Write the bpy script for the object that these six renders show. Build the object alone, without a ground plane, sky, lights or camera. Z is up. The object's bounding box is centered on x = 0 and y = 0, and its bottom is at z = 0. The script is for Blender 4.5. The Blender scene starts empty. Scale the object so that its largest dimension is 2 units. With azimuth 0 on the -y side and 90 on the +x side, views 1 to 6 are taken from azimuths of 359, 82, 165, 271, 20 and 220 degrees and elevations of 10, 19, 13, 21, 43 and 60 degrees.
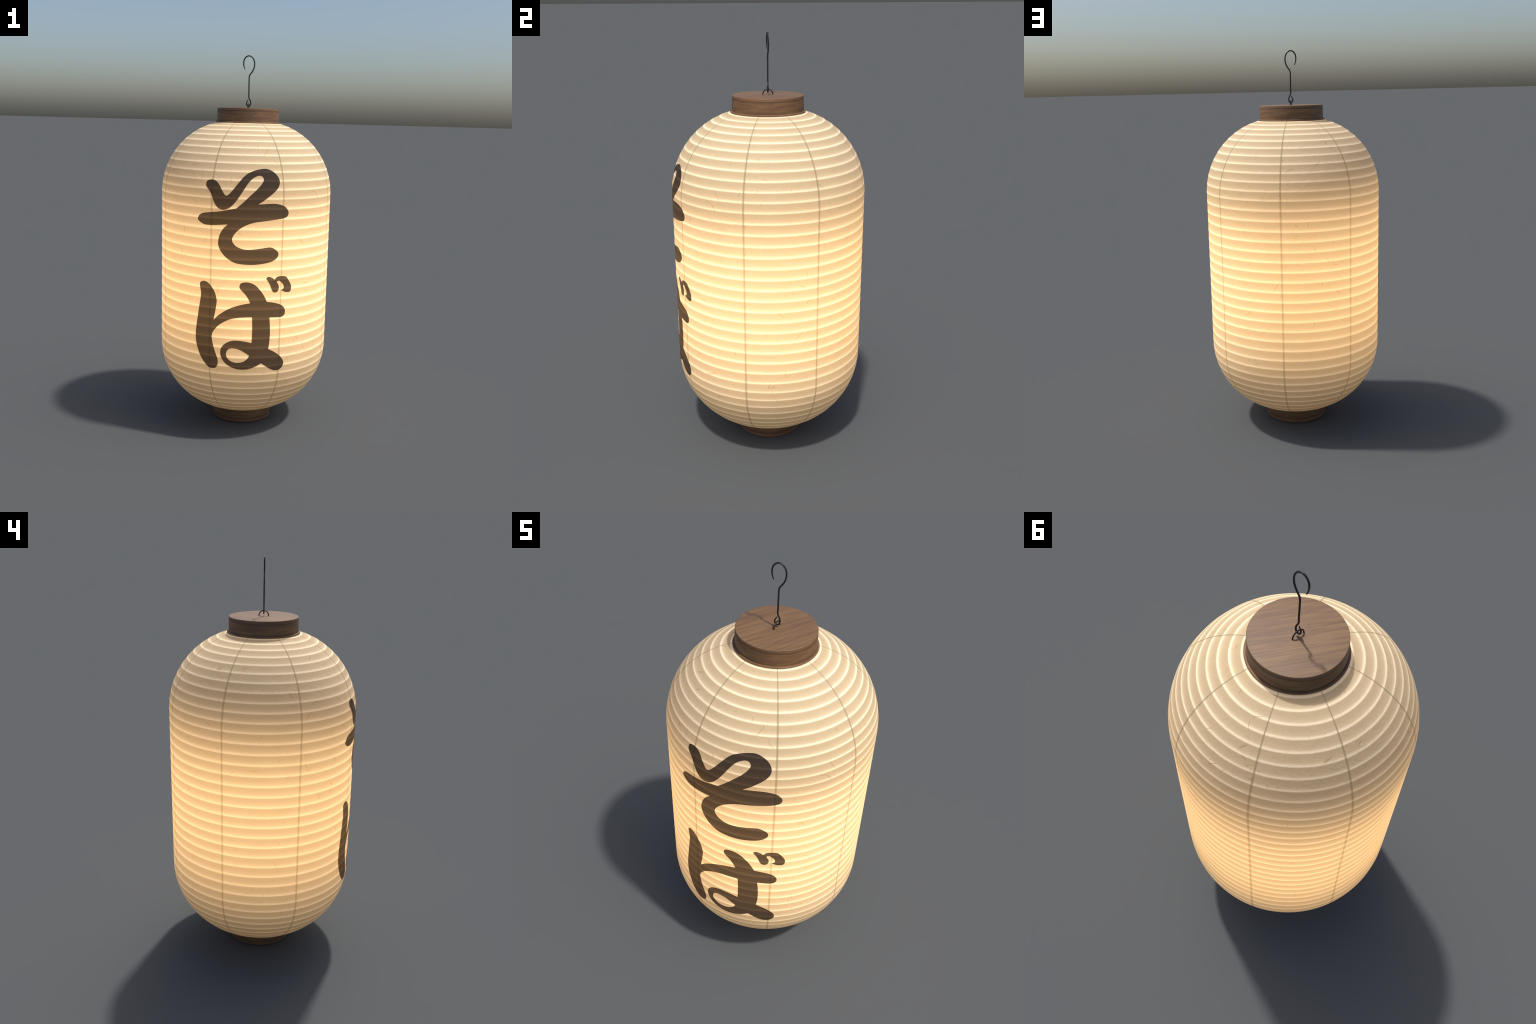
"""A glowing paper lantern: ribbed barrel of washi paper, two brush characters,
turned wooden cap and foot, wire eyelet and hanging hook."""
import math
import random

import bmesh
import bpy
import numpy as np

random.seed(7)
rng = np.random.default_rng(7)

# ------------------------------------------------------------------ the form
DOME_AXIS = 0.0750      # distance of the dome arc's centre from the axis
DOME_RADIUS = 0.3837    # radius of the dome arcs
BARREL = DOME_AXIS + DOME_RADIUS
Z_HIGH, Z_LOW = 1.2738, 0.4485    # where the upright barrel meets the two domes
RIB_STEP = 0.0506       # rib spacing on the barrel (metres)
RIB_ANGLE = math.radians(6.6)   # rib spacing on the domes
RIB_START = 0.185
RELIEF = 0.0005         # how far the paper stands out at a rib
NECK = 0.172            # paper radius where it enters the wood
END_ANGLE = math.acos((NECK - 0.006 - DOME_AXIS) / DOME_RADIUS)
P_TOP = RIB_START - END_ANGLE / RIB_ANGLE
P_LOW = RIB_START + (Z_HIGH - Z_LOW) / RIB_STEP
P_END = P_LOW + END_ANGLE / RIB_ANGLE


def relief(phase):
    """Paper sags between ribs and stands out just above each one."""
    f = phase - np.floor(phase)
    return RELIEF * np.where(f < 0.14, (1 - f / 0.14) ** 2, ((f - 0.14) / 0.86) ** 3)


def phase_of_height(z):
    z = np.asarray(z, float)
    zc = np.clip(z, Z_LOW, Z_HIGH)
    phi = np.arcsin(np.clip((z - zc) / DOME_RADIUS, -1, 1))
    return RIB_START + (Z_HIGH - zc) / RIB_STEP - phi / RIB_ANGLE


def paper_profile(phase, lift=0.0):
    """Radius and height of the paper at a rib phase (grows downwards)."""
    phase = np.asarray(phase, float)
    up = np.maximum(RIB_START - phase, 0) * RIB_ANGLE
    down = np.maximum(phase - P_LOW, 0) * RIB_ANGLE
    phi = up - down
    zc = np.clip(Z_HIGH - (phase - RIB_START) * RIB_STEP, Z_LOW, Z_HIGH)
    rho = DOME_RADIUS + relief(phase) + lift
    return DOME_AXIS + rho * np.cos(phi), zc + rho * np.sin(phi)


def on_paper(azimuth, phase, lift):
    r, z = paper_profile(phase, lift)
    return np.stack([r * np.sin(azimuth), -r * np.cos(azimuth), z], -1)


# --------------------------------------------------------------- mesh helpers
def new_object(name, verts, faces, parent=None, material=None, smooth=True):
    mesh = bpy.data.meshes.new(name)
    mesh.from_pydata([tuple(map(float, v)) for v in verts], [], faces)
    mesh.update()
    if material:
        mesh.materials.append(material)
    mesh.polygons.foreach_set("use_smooth", [smooth] * len(mesh.polygons))
    obj = bpy.data.objects.new(name, mesh)
    bpy.context.scene.collection.objects.link(obj)
    obj.parent = parent
    return obj


def lathe(name, radii, heights, segments, parent, material, close=False):
    """Surface of revolution; a radius of 0 at an end makes a closed pole."""
    verts, rings = [], []
    a = np.arange(segments) * 2 * np.pi / segments
    for r, z in zip(radii, heights):
        if r < 1e-6:
            rings.append([len(verts)] * segments)
            verts.append((0, 0, z))
        else:
            rings.append(list(range(len(verts), len(verts) + segments)))
            verts += list(zip(r * np.sin(a), -r * np.cos(a), np.full(segments, z)))
    faces = []
    loops = list(zip(rings, rings[1:]))
    if close:
        loops.append((rings[-1], rings[0]))
    for lower, upper in loops:
        for i in range(segments):
            j = (i + 1) % segments
            face = [lower[i], lower[j], upper[j], upper[i]]
            face = [v for n, v in enumerate(face) if v not in face[:n]]
            faces.append(face)
    return new_object(name, verts, faces, parent, material)


def natural_spline(points, count):
    """Smooth curve through control points, evenly parametrised by chord."""
    p = np.asarray(points, float)
    t = np.concatenate([[0], np.cumsum(np.linalg.norm(np.diff(p, axis=0), axis=1))])
    n, h = len(t), np.diff(t)
    a, b = np.eye(n), np.zeros_like(p)
    for i in range(1, n - 1):
        a[i, i - 1:i + 2] = h[i - 1], 2 * (h[i - 1] + h[i]), h[i]
        b[i] = 6 * ((p[i + 1] - p[i]) / h[i] - (p[i] - p[i - 1]) / h[i - 1])
    m = np.linalg.solve(a, b)
    x = np.linspace(0, t[-1], count)
    i = np.clip(np.searchsorted(t, x) - 1, 0, n - 2)
    d, e, hh = (x - t[i])[:, None], (t[i + 1] - x)[:, None], h[i][:, None]
    return (m[i] * e ** 3 + m[i + 1] * d ** 3) / (6 * hh) + (p[i] / hh - m[i] * hh / 6) * e + (p[i + 1] / hh - m[i + 1] * hh / 6) * d


def wire(name, path, radii, parent, material, sides=14):
    """Round wire swept along a path, with rounded-off closed ends."""
    path, radii = np.asarray(path, float), np.asarray(radii, float)
    tangents = np.gradient(path, axis=0)
    tangents /= np.linalg.norm(tangents, axis=1)[:, None]
    path = np.vstack([path[0] - tangents[0] * radii[0] * 0.5, path, path[-1] + tangents[-1] * radii[-1] * 0.5])
    tangents = np.vstack([tangents[0], tangents, tangents[-1]])
    radii = np.concatenate([[radii[0] * 0.55], radii, [radii[-1] * 0.55]])
    side = np.cross(tangents[0], (0.2, 0.9, 0.3))
    verts, faces = [], []
    for point, tangent, radius in zip(path, tangents, radii):
        side = side - tangent * side.dot(tangent)
        side /= np.linalg.norm(side)
        other = np.cross(tangent, side)
        for k in range(sides):
            w = 2 * math.pi * k / sides
            verts.append(point + radius * (math.cos(w) * side + math.sin(w) * other))
    for i in range(len(path) - 1):
        for k in range(sides):
            q = (k + 1) % sides
            faces.append((i * sides + k, i * sides + q, (i + 1) * sides + q, (i + 1) * sides + k))
    faces.append(tuple(range(sides))[::-1])
    faces.append(tuple(range((len(path) - 1) * sides, len(path) * sides)))
    return new_object(name, verts, faces, parent, material)


# ------------------------------------------------------------------ materials
class Nodes:
    """A thin layer over a node tree, so that formulas read as formulas."""

    def __init__(self, name):
        self.material = bpy.data.materials.new(name)
        self.material.use_nodes = True
        self.tree = self.material.node_tree
        self.bsdf = self.tree.nodes["Principled BSDF"]

    def add(self, kind, **settings):
        node = self.tree.nodes.new("ShaderNode" + kind)
        for key, value in settings.items():
            setattr(node, key, value)
        return node

    def put(self, socket, value):
        if isinstance(value, bpy.types.NodeSocket):
            self.tree.links.new(value, socket)
        else:
            socket.default_value = value

    def math(self, operation, *values, clamp=False):
        node = self.add("Math", operation=operation, use_clamp=clamp)
        for socket, value in zip(node.inputs, values):
            self.put(socket, value)
        return node.outputs[0]

    def remap(self, value, lo, hi, to_lo=0.0, to_hi=1.0, kind="SMOOTHSTEP"):
        node = self.add("MapRange", interpolation_type=kind)
        for socket, v in zip(node.inputs, (value, lo, hi, to_lo, to_hi)):
            self.put(socket, v)
        return node.outputs[0]

    def noise(self, vector, scale, detail=3.0, rough=0.5, distortion=0.0):
        node = self.add("TexNoise")
        self.put(node.inputs["Vector"], vector)
        node.inputs["Scale"].default_value = scale
        node.inputs["Detail"].default_value = detail
        node.inputs["Roughness"].default_value = rough
        node.inputs["Distortion"].default_value = distortion
        return node.outputs["Fac"]

    def mapping(self, vector, scale=(1, 1, 1), rotation=(0, 0, 0)):
        node = self.add("Mapping")
        self.put(node.inputs["Vector"], vector)
        node.inputs["Scale"].default_value = scale
        node.inputs["Rotation"].default_value = rotation
        return node.outputs[0]

    def mix(self, factor, a, b, blend="MIX"):
        node = self.add("Mix", data_type="RGBA", blend_type=blend)
        self.put(node.inputs[0], factor)
        for socket, value in ((node.inputs[6], a), (node.inputs[7], b)):
            self.put(socket, value if isinstance(value, bpy.types.NodeSocket) else (*value, 1.0)[:4])
        return node.outputs[2]

    def scale_colour(self, colour, factor):
        node = self.add("VectorMath", operation="SCALE")
        self.put(node.inputs[0], colour)
        self.put(node.inputs["Scale"], factor)
        return node.outputs[0]

    def combine(self, x, y, z):
        node = self.add("CombineXYZ")
        for socket, value in zip(node.inputs, (x, y, z)):
            self.put(socket, value)
        return node.outputs[0]

    def object_coordinates(self):
        vector = self.add("TexCoord").outputs["Object"]
        split = self.add("SeparateXYZ")
        self.put(split.inputs[0], vector)
        return (vector, *split.outputs)

    def bump(self, height, strength, distance):
        node = self.add("Bump")
        self.put(node.inputs["Height"], height)
        node.inputs["Strength"].default_value = strength
        node.inputs["Distance"].default_value = distance
        self.put(self.bsdf.inputs["Normal"], node.outputs[0])


PAPER_BAND, PAPER_RIB = (0.455, 0.358, 0.226), (0.83, 0.715, 0.51)  # rib colour carries the painted highlight along each rib
SEAM_STEP = 45.43
GLOW = (1.0, 0.565, 0.212)


def glowing_paper(name, tint=(1, 1, 1), base=None, light=1.0, grain=True):
    """Paper with lamplight painted as emission, brightest at mid-height; no lamp inside.  The same glow is given,
    dimmed, to fibres and ink, so they all share this description."""
    n = Nodes(name)
    vector, x, y, z = n.object_coordinates()
    # rib phase: arc length in rib steps along the profile
    zc = n.math("MINIMUM", n.math("MAXIMUM", z, Z_LOW), Z_HIGH)
    radius = n.math("SQRT", n.math("ADD", n.math("MULTIPLY", x, x), n.math("MULTIPLY", y, y)))
    phi = n.math("ARCTAN2", n.math("SUBTRACT", z, zc), n.math("SUBTRACT", radius, DOME_AXIS))
    phase = n.math("ADD", n.math("DIVIDE", n.math("SUBTRACT", Z_HIGH, zc), RIB_STEP), RIB_START)
    phase = n.math("SUBTRACT", phase, n.math("DIVIDE", phi, RIB_ANGLE))
    f = n.math("FRACT", n.math("ADD", phase, 40.0))
    # rib highlight painted into colour and emission: a bright line with a sharp lower
    # edge, fading slowly upwards into the band
    under = n.remap(f, 0.0, 0.13, 1.0, 0.0)
    ramp = n.math("POWER", n.remap(f, 0.25, 0.97, 0, 1, "LINEAR"), 1.9)
    ramp = n.math("MAXIMUM", ramp, under)
    line = n.math("MAXIMUM", n.remap(f, 0.73, 0.96), n.remap(f, 0.0, 0.085, 1.0, 0.0))
    # soft shadow of eight upright inner threads, painted as dark lines
    azimuth = n.math("ARCTAN2", x, y)
    # (they start beside the texture's wrap seam on the right, not quite 45 degrees apart)
    from_uv_seam = n.math("FLOORED_MODULO", n.math("ARCTAN2", y, x), 2 * math.pi)
    seam = n.math("PINGPONG", n.math("ADD", from_uv_seam, math.radians(SEAM_STEP - 21.0)), math.radians(SEAM_STEP / 2))
    seam = n.remap(seam, 0.001, 0.0165, 1.0, 0.0)
    # cloudy washi pulp
    cloud = n.noise(vector, 9.0, 4.0, 0.6)
    pulp = n.noise(n.mapping(vector, (1, 1, 2.2)), 70.0, 5.0, 0.65, 0.6)
    tone = n.math("ADD", n.remap(cloud, 0.25, 0.75, 0.975, 1.02, "LINEAR"), n.remap(pulp, 0.3, 0.7, -0.03, 0.03, "LINEAR"))
    # lamplight put into the emission, fading away from mid-height
    off = n.math("ABSOLUTE", n.math("DIVIDE", n.math("SUBTRACT", z, 0.855), 0.425))
    lamp = n.math("EXPONENT", n.math("MULTIPLY", n.math("POWER", off, 3.0), -1.0))
    lamp = n.math("ADD", n.math("MULTIPLY", lamp, 0.765), n.remap(z, 0.2, 1.5, 0.125, 0.165, "LINEAR"))
    shape = n.math("ADD", n.math("ADD", n.math("MULTIPLY", ramp, 0.36), n.math("MULTIPLY", line, 0.10)), 0.91)
    strength = n.math("MULTIPLY", n.math("MULTIPLY", lamp, shape), n.remap(seam, 0, 1, 1.0, 0.74, "LINEAR"))
    strength = n.math("MULTIPLY", n.math("MULTIPLY", strength, tone), light)
    glow = n.mix(1.0, GLOW, tint, "MULTIPLY")
    n.put(n.bsdf.inputs["Emission Color"], glow)
    n.put(n.bsdf.inputs["Emission Strength"], strength)
    if base is None:
        colour = n.mix(n.math("ADD", n.math("MULTIPLY", line, 0.58), n.math("MULTIPLY", ramp, 0.42)), PAPER_BAND, PAPER_RIB)
        colour = n.mix(1.0, colour, tint, "MULTIPLY")
        colour = n.mix(n.math("MULTIPLY", seam, 0.85), n.scale_colour(colour, tone), (0.235, 0.205, 0.130))
    else:
        colour = n.mix(n.math("MULTIPLY", line, 0.8), base, tuple(min(1, c * 1.9) for c in base))  # same rib highlight painted lighter into the ink colour
    n.put(n.bsdf.inputs["Base Color"], colour)
    n.bsdf.inputs["Roughness"].default_value = 0.85
    n.bsdf.inputs["Specular IOR Level"].default_value = 0.25
    if grain:
        crumple = n.noise(n.mapping(vector, (1, 1, 1.6)), 28.0, 6.0, 0.62, 0.8)
        weave = n.noise(n.combine(n.math("MULTIPLY", azimuth, 60.0), n.math("MULTIPLY", z, 12.0), 0.0), 3.0, 2.0)
        n.bump(n.math("ADD", n.math("MULTIPLY", crumple, 0.75), n.math("MULTIPLY", weave, 0.25)), 0.32, 0.007)
    return n.material


def wood(name, turned):
    """Oiled brown wood: plank grain on flat faces, running rings when turned."""
    n = Nodes(name)
    vector, x, y, z = n.object_coordinates()
    if turned:
        azimuth = n.math("ARCTAN2", x, y)
        flow = n.combine(n.math("MULTIPLY", n.math("SINE", azimuth), 0.55), n.math("MULTIPLY", n.math("COSINE", azimuth), 0.55), n.math("MULTIPLY", z, 26.0))
        streak = n.noise(flow, 2.6, 6.0, 0.65, 0.3)
        band = n.noise(flow, 1.1, 2.0, 0.5, 0.2)
        fine = n.noise(n.mapping(flow, (1.5, 1.5, 3.0)), 6.0, 4.0, 0.7)
    else:
        flow = n.mapping(n.mapping(vector, rotation=(0, 0, math.radians(-54))), (2.0, 40.0, 40.0))
        streak = n.noise(flow, 2.4, 6.0, 0.65, 0.25)
        band = n.noise(flow, 0.7, 2.0, 0.5, 0.2)
        fine = n.noise(n.mapping(flow, (2.5, 3.5, 3.5)), 5.0, 4.0, 0.7)
    brown = n.mix(n.remap(streak, 0.38, 0.62), (0.155, 0.080, 0.037), (0.240, 0.131, 0.057))
    brown = n.mix(n.math("MULTIPLY", n.remap(band, 0.50, 0.64), 0.45), brown, (0.150, 0.078, 0.045))
    brown = n.mix(n.math("MULTIPLY", n.remap(fine, 0.50, 0.68), 0.5), brown, (0.205, 0.136, 0.080))
    if turned:
        brown = n.mix(1.0, brown, (0.88, 0.84, 0.78), "MULTIPLY")
        # one dark growth ring runs round each piece
        wander = n.math("MULTIPLY", n.math("SUBTRACT", n.noise(n.mapping(vector, (1, 1, 0.2)), 5.0, 2.0), 0.5), 0.012)
        for height in (1.707, 0.024):
            away = n.math("ABSOLUTE", n.math("SUBTRACT", n.math("ADD", z, wander), height))
            brown = n.mix(n.math("MULTIPLY", n.remap(away, 0.001, 0.0055, 1.0, 0.0), 0.75), brown, (0.078, 0.036, 0.018))
    else:
        brown = n.mix(1.0, brown, (0.90, 0.90, 0.88), "MULTIPLY")
    n.put(n.bsdf.inputs["Base Color"], brown)
    n.put(n.bsdf.inputs["Roughness"], n.remap(fine, 0.3, 0.7, 0.50, 0.64, "LINEAR"))
    n.bsdf.inputs["Specular IOR Level"].default_value = 0.5
    n.bump(streak, 0.12, 0.002)
    return n.material


def iron(name):
    n = Nodes(name)
    vector, x, y, z = n.object_coordinates()
    pitted = n.noise(vector, 220.0, 3.0)
    n.put(n.bsdf.inputs["Base Color"], n.mix(pitted, (0.006, 0.006, 0.0065), (0.013, 0.012, 0.012)))
    n.bsdf.inputs["Metallic"].default_value = 0.0
    n.put(n.bsdf.inputs["Roughness"], n.remap(pitted, 0.3, 0.7, 0.36, 0.5, "LINEAR"))
    return n.material


paper_material = glowing_paper("washi_paper")
fibre_material = glowing_paper("bark_fibre", tint=(0.75, 0.65, 0.52), light=0.92, grain=False)
ink_material = glowing_paper("sumi_ink", base=(0.019, 0.0175, 0.0175), light=0.135, tint=(1.0, 0.93, 0.86))
plank_material = wood("wood_plank_grain", turned=False)
turned_material = wood("wood_turned_side", turned=True)
iron_material = iron("black_iron_wire")

# ------------------------------------------------------------------- the thing
lantern = bpy.data.objects.new("paper_lantern", None)
bpy.context.scene.collection.objects.link(lantern)
lantern["label"] = "glowing ribbed paper lantern with brush characters and wooden caps"
lantern["category"] = "paper lantern"

# paper shade: ten rings per rib band, dense where the paper folds over the rib
stops = np.array([0.0, 0.04, 0.08, 0.14, 0.30, 0.45, 0.60, 0.72, 0.82, 0.91, 0.97])
phases = (np.arange(math.floor(P_TOP), math.ceil(P_END))[:, None] + stops).ravel()
phases = np.concatenate([[P_TOP], phases[(phases > P_TOP) & (phases < P_END)], [P_END]])
shade_r, shade_z = paper_profile(phases)
shade = lathe("paper_shade", shade_r[::-1], shade_z[::-1], 224, lantern, paper_material)

# ------------------------------------------------------------------- lettering
# Brush strokes as closed outlines: (millimetres round the barrel from the front,
# millimetres above the ground).  The indices name sharp corners.
SO_ZIGZAG = ([23, 24, 25, 26], [(-210, 1346), (-206, 1362), (-183, 1370), (-158, 1365), (-140, 1349), (-121, 1319), (-108, 1300), (-100, 1296), (-88, 1302), (-69, 1323), (-36, 1365), (-2, 1400), (34, 1417), (71, 1426), (99, 1428), (123, 1422), (149, 1406), (165, 1385), (169, 1362), (161, 1340), (140, 1317), (111, 1294), (82, 1272), (57, 1256), (33, 1225), (-44, 1204), (-49, 1235), (-21, 1260), (16, 1296), (53, 1331), (75, 1356), (85, 1375), (81, 1389), (68, 1395), (50, 1392), (27, 1379), (8, 1359), (-16, 1323), (-43, 1281), (-64, 1254), (-86, 1235), (-112, 1226), (-135, 1230), (-151, 1243), (-164, 1264), (-176, 1295), (-192, 1319), (-206, 1335)])
SO_BAR = ([], [(-252, 1172), (-245, 1189), (-228, 1201), (-206, 1207), (-175, 1211), (-131, 1217), (-89, 1226), (-49, 1235), (1, 1247), (57, 1256), (95, 1259), (141, 1260), (172, 1255), (197, 1245), (213, 1228), (218, 1214), (213, 1198), (199, 1190), (174, 1184), (130, 1179), (50, 1169), (-12, 1161), (-90, 1154), (-123, 1151), (-163, 1147), (-195, 1146), (-216, 1148), (-237, 1157), (-248, 1166)])
SO_HOOK = ([0, 28, 29, 31], [(-90, 1154), (-113, 1132), (-131, 1099), (-138, 1063), (-133, 1038), (-119, 1013), (-91, 985), (-52, 964), (-8, 957), (40, 956), (88, 961), (130, 970), (157, 985), (169, 1004), (163, 1022), (145, 1036), (125, 1043), (105, 1042), (70, 1037), (22, 1032), (-12, 1034), (-44, 1046), (-60, 1061), (-67, 1077), (-61, 1099), (-43, 1122), (-18, 1142), (16, 1159), (50, 1169), (50, 1184), (-13, 1193), (-75, 1175)])
BA_POST = ([], [(-235, 842), (-229, 854), (-214, 860), (-195, 857), (-176, 844), (-158, 821), (-146, 795), (-140, 766), (-143, 732), (-149, 699), (-155, 663), (-160, 627), (-163, 597), (-163, 567), (-157, 537), (-146, 501), (-133, 469), (-129, 445), (-133, 424), (-145, 411), (-163, 408), (-181, 412), (-202, 432), (-225, 462), (-243, 500), (-254, 536), (-257, 566), (-255, 610), (-247, 665), (-238, 724), (-230, 772), (-228, 799), (-232, 821)])
BA_ARM = ([0, 27, 28, 29], [(-155, 663), (-139, 683), (-112, 705), (-76, 728), (-35, 745), (-3, 754), (30, 760), (71, 766), (115, 766), (147, 761), (179, 752), (205, 736), (216, 716), (214, 696), (203, 686), (185, 682), (163, 683), (131, 685), (86, 688), (41, 688), (8, 687), (-33, 683), (-69, 674), (-101, 658), (-131, 636), (-149, 615), (-160, 597), (-163, 582), (-182, 588), (-176, 642)])
BA_BROW = ([9, 10, 11], [(-25, 845), (-21, 858), (-9, 865), (10, 867), (33, 863), (55, 851), (75, 831), (96, 803), (115, 766), (121, 740), (78, 728), (37, 742), (30, 760), (22, 778), (5, 804), (-14, 824), (-23, 835)])
BA_STEM = ([0, 3, 4, 5, 6, 11], [(40, 715), (43, 639), (43, 589), (42, 553), (35, 515), (101, 486), (129, 519), (134, 555), (136, 592), (135, 636), (131, 686), (130, 713)])
BA_LOOP = ([0, 16, 27, 28], [(42, 553), (11, 560), (-18, 564), (-47, 564), (-73, 557), (-99, 540), (-114, 518), (-117, 498), (-113, 474), (-97, 449), (-74, 430), (-44, 417), (-15, 412), (18, 413), (50, 422), (73, 433), (93, 445), (113, 431), (138, 414), (160, 403), (178, 400), (196, 404), (211, 418), (216, 435), (211, 454), (192, 479), (162, 501), (129, 519), (83, 558)])
BA_EYE = ([0], [(31, 487), (3, 505), (-20, 517), (-43, 522), (-62, 522), (-77, 515), (-85, 501), (-86, 485), (-80, 471), (-64, 456), (-45, 449), (-22, 448), (1, 454), (17, 465), (26, 476)])
BA_TICK = ([6, 7], [(109, 884), (112, 891), (119, 894), (128, 893), (138, 889), (146, 884), (153, 879), (165, 866), (171, 856), (176, 847), (177, 837), (175, 826), (169, 817), (162, 813), (153, 813), (145, 817), (139, 826), (134, 838), (129, 852), (121, 866), (114, 876)])
BA_TOCK = ([0, 18, 28, 29], [(153, 879), (159, 887), (169, 893), (181, 895), (192, 895), (204, 894), (214, 891), (224, 882), (233, 869), (242, 854), (247, 842), (248, 830), (246, 819), (240, 811), (232, 809), (222, 810), (212, 812), (201, 817), (190, 822), (197, 828), (203, 833), (204, 839), (202, 847), (195, 858), (187, 866), (181, 871), (174, 872), (168, 870), (165, 865), (158, 864)])


def stroke_outline(stroke):
    """Closed Catmull-Rom curve through the control points, sharp at corners."""
    corners, points = stroke
    p = np.asarray(points, float)
    n, out = len(p), []
    slopes = (np.roll(p, -1, 0) - np.roll(p, 1, 0)) / 2
    for i in range(n):
        j = (i + 1) % n
        leave = p[j] - p[i] if i in corners else slopes[i]
        arrive = p[j] - p[i] if j in corners else slopes[j]
        length = np.linalg.norm(p[j] - p[i])
        leave = leave / max(np.linalg.norm(leave), 1e-9) * length
        arrive = arrive / max(np.linalg.norm(arrive), 1e-9) * length
        for t in np.linspace(0, 1, 8, endpoint=False):
            out.append((2 * t ** 3 - 3 * t ** 2 + 1) * p[i] + (t ** 3 - 2 * t ** 2 + t) * leave + (3 * t ** 2 - 2 * t ** 3) * p[j] + (t ** 3 - t ** 2) * arrive)
    return np.array(out)


def distance_field(outline, xs, ys):
    """Signed distance to a closed outline on a grid (negative inside)."""
    gx, gy = np.meshgrid(xs, ys, indexing="ij")
    best = np.full(gx.shape, 1e9)
    inside = np.zeros(gx.shape, bool)
    for (ax, ay), (bx, by) in zip(outline, np.roll(outline, -1, 0)):
        dx, dy = bx - ax, by - ay
        t = np.clip(((gx - ax) * dx + (gy - ay) * dy) / max(dx * dx + dy * dy, 1e-9), 0, 1)
        best = np.minimum(best, (gx - ax - t * dx) ** 2 + (gy - ay - t * dy) ** 2)
        if ay != by:
            inside ^= ((ay > gy) != (by > gy)) & (gx < (gy - ay) / (by - ay) * dx + ax)
    best = np.sqrt(best)
    return np.where(inside, -best, best)


def ink_character(strokes, openings=()):
    """Unite the strokes and lay the ink on the paper as a thin wrapped sheet."""
    step = 1.6
    everything = np.vstack([stroke_outline(s) for s in strokes])
    lo, hi = everything.min(0) - 4, everything.max(0) + 4
    xs, ys = np.arange(lo[0], hi[0], step), np.arange(lo[1], hi[1], step)
    field = np.full((len(xs), len(ys)), 60.0)

    def over_window(outline, combine):
        a = np.maximum(((outline.min(0) - 6 - lo) / step).astype(int), 0)
        b = ((outline.max(0) + 6 - lo) / step).astype(int) + 2
        window = (slice(a[0], b[0]), slice(a[1], b[1]))
        field[window] = combine(field[window], distance_field(outline, xs[window[0]], ys[window[1]]))

    for s in strokes:
        over_window(stroke_outline(s), np.minimum)
    for s in openings:
        over_window(stroke_outline(s), lambda f, d: np.maximum(f, -d))
    # clip the grid cells at the zero line
    index, flat, faces = {}, [], []

    def vertex(key, x, y):
        if key not in index:
            index[key] = len(flat)
            flat.append((x, y))
        return index[key]

    ring = ((0, 0), (1, 0), (1, 1), (0, 1))
    low = np.minimum.reduce([field[:-1, :-1], field[1:, :-1], field[1:, 1:], field[:-1, 1:]])
    for i, j in zip(*np.nonzero(low < 0)):
        face = []
        for k in range(4):
            a, b = (i + ring[k][0], j + ring[k][1]), (i + ring[(k + 1) % 4][0], j + ring[(k + 1) % 4][1])
            fa, fb = field[a], field[b]
            if fa < 0:
                face.append(vertex(a, xs[a[0]], ys[a[1]]))
            if (fa < 0) != (fb < 0):
                t = fa / (fa - fb)
                face.append(vertex((min(a, b), max(a, b)), xs[a[0]] + t * (xs[b[0]] - xs[a[0]]), ys[a[1]] + t * (ys[b[1]] - ys[a[1]])))
        if len(face) > 2:
            faces.append(face)
    flat = np.array(flat) / 1000
    verts = on_paper(flat[:, 0] / BARREL, phase_of_height(flat[:, 1]), 0.0008)
    return new_object("ink_character", verts, faces, shade, ink_material)


ink_character([SO_ZIGZAG, SO_BAR, SO_HOOK])
ink_character([BA_POST, BA_ARM, BA_BROW, BA_STEM, BA_LOOP, BA_TICK, BA_TOCK], [BA_EYE])

# --------------------------------------------- bark fibres caught in the paper
verts, faces = [], []
for k in range(640):
    speck = k >= 330
    phase = random.uniform(P_TOP + 0.6, P_END - 0.6)
    radius = float(paper_profile(phase)[0])
    if random.random() > radius / BARREL:
        continue
    azimuth = random.uniform(-math.pi, math.pi)
    length = random.uniform(0.004, 0.011) if speck else random.uniform(0.013, 0.022) * random.choice((1, 1.2, 1.5, 1.9, 2.6))
    width = random.uniform(0.0007, 0.0012) * (1.0 if speck else 1.1)
    heading = random.gauss(math.pi / 2, 0.9)
    bend = random.gauss(0, 0.28)
    steps = 4 if speck else 9
    start = len(verts)
    p, a = phase, azimuth
    for s in range(steps):
        t = s / (steps - 1)
        w = heading + bend * (t - 0.5)
        half = width * (0.35 + 0.65 * math.sin(math.pi * min(max(t, 0.08), 0.92)))
        for sign in (-1, 1):
            da = -math.sin(w) * half * sign / radius
            dp = math.cos(w) * half * sign / RIB_STEP
            verts.append(on_paper(np.float64(a + da), np.float64(p + dp), 0.00045))
        a += math.cos(w) * length / (steps - 1) / radius
        p += math.sin(w) * length / (steps - 1) / RIB_STEP
    for s in range(steps - 1):
        b = start + 2 * s
        faces.append((b, b + 1, b + 3, b + 2))
fibres = new_object("paper_fibres", verts, faces, shade, fibre_material)
fibres["kind"] = "stuff"

# ------------------------------------------------------------ wooden cap, foot


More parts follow.
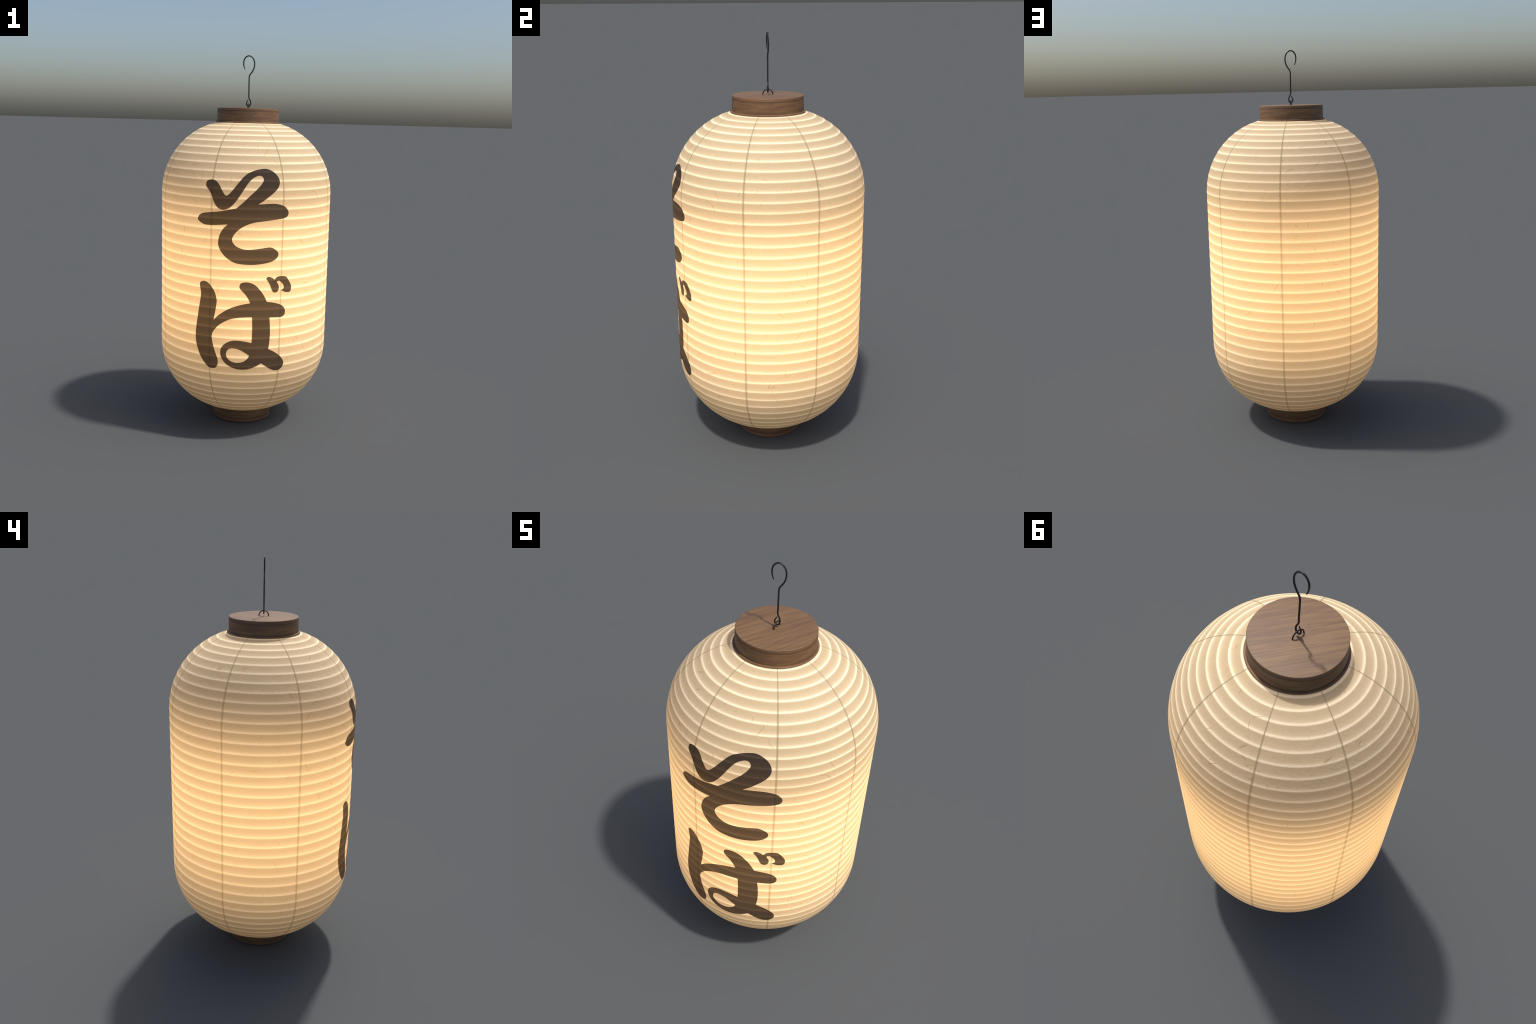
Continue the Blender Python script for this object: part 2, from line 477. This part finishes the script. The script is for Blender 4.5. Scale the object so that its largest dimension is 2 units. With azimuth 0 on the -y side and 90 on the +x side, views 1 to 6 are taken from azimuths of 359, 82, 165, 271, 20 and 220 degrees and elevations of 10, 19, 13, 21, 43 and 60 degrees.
def turned_disc(name, profile, flat_from, parent):
    """Solid turned disc; faces lying flat take the plank grain."""
    obj = lathe(name, [r for r, z in profile], [z for r, z in profile], 128, parent, turned_material)
    obj.data.materials.append(plank_material)
    for polygon in obj.data.polygons:
        if abs(polygon.normal.z) > flat_from:
            polygon.material_index = 1
    bm = bmesh.new()
    bm.from_mesh(obj.data)
    bmesh.ops.recalc_face_normals(bm, faces=bm.faces)
    for edge in bm.edges:
        if len(edge.link_faces) == 2 and edge.calc_face_angle(0) > math.radians(30):
            edge.smooth = False
    bm.to_mesh(obj.data)
    bm.free()
    return obj


def rounded(corner_r, corner_z, size, from_angle, to_angle, count=5):
    return [(corner_r + size * math.cos(math.radians(w)), corner_z + size * math.sin(math.radians(w))) for w in np.linspace(from_angle, to_angle, count)]


CAP_TOP = 1.7226
cap = turned_disc("wooden_cap", [(0, 1.640), (0.1668, 1.640), (0.1672, 1.652)] + rounded(0.1630, CAP_TOP - 0.0028, 0.0028, 0, 90) + [(0, CAP_TOP)], 0.95, lantern)
lip = lathe("cap_lip", *zip(*([(0.160, 1.6450)] + rounded(0.1715, 1.6490, 0.0040, -90, 90, 9) + [(0.160, 1.6530)])), 128, cap, turned_material, close=True)

foot = turned_disc("wooden_foot", [(0, 0)] + rounded(0.1635, 0.0035, 0.0035, -90, 0) + [(0.1675, 0.060), (0.1675, 0.085), (0, 0.085)], 0.95, lantern)
foot_lip = lathe("foot_lip", *zip(*([(0.160, 0.0680)] + rounded(0.1715, 0.0720, 0.0040, -90, 90, 9) + [(0.160, 0.0760)])), 128, foot, turned_material, close=True)

# ------------------------------------------------------------------- hardware
turn = math.radians(9)
arch = [(0.0233 * math.cos(w) * math.sin(turn), 0.0233 * math.cos(w) * math.cos(turn), 1.7235 + 0.0240 * math.sin(w)) for w in np.linspace(0, math.pi, 33)]
arch = [(arch[0][0], arch[0][1], 1.715)] + arch + [(arch[-1][0], arch[-1][1], 1.715)]
wire("wire_eyelet", arch, np.full(len(arch), 0.0026), lantern, iron_material)

HOOK = [(-0.0226, 1.926), (-0.0285, 1.9432), (-0.0302, 1.959), (-0.0280, 1.9748), (-0.0213, 1.9868), (-0.0124, 1.9940), (-0.0020, 1.9966), (0.0095, 1.9930), (0.0200, 1.983), (0.0267, 1.9684), (0.0282, 1.9547), (0.0255, 1.9348), (0.0195, 1.9205), (0.0105, 1.9070), (0.0032, 1.8960), (0.0011, 1.8870), (0.0008, 1.870), (0.0008, 1.835), (0.0009, 1.795), (0.0014, 1.7815), (0.0060, 1.7710), (0.0108, 1.7589), (0.0106, 1.7450), (0.0060, 1.7365), (-0.0010, 1.7345), (-0.0078, 1.7400), (-0.0104, 1.7500), (-0.0072, 1.7595), (-0.0020, 1.7686)]
path = natural_spline([(x, 0.0, z) for x, z in HOOK], 170)
gauge = np.full(len(path), 0.0034)
gauge[:14] *= np.linspace(0.6, 1.0, 14)
gauge[-12:] *= np.linspace(1.0, 0.6, 12)
wire("hanging_hook", path, gauge, lantern, iron_material)
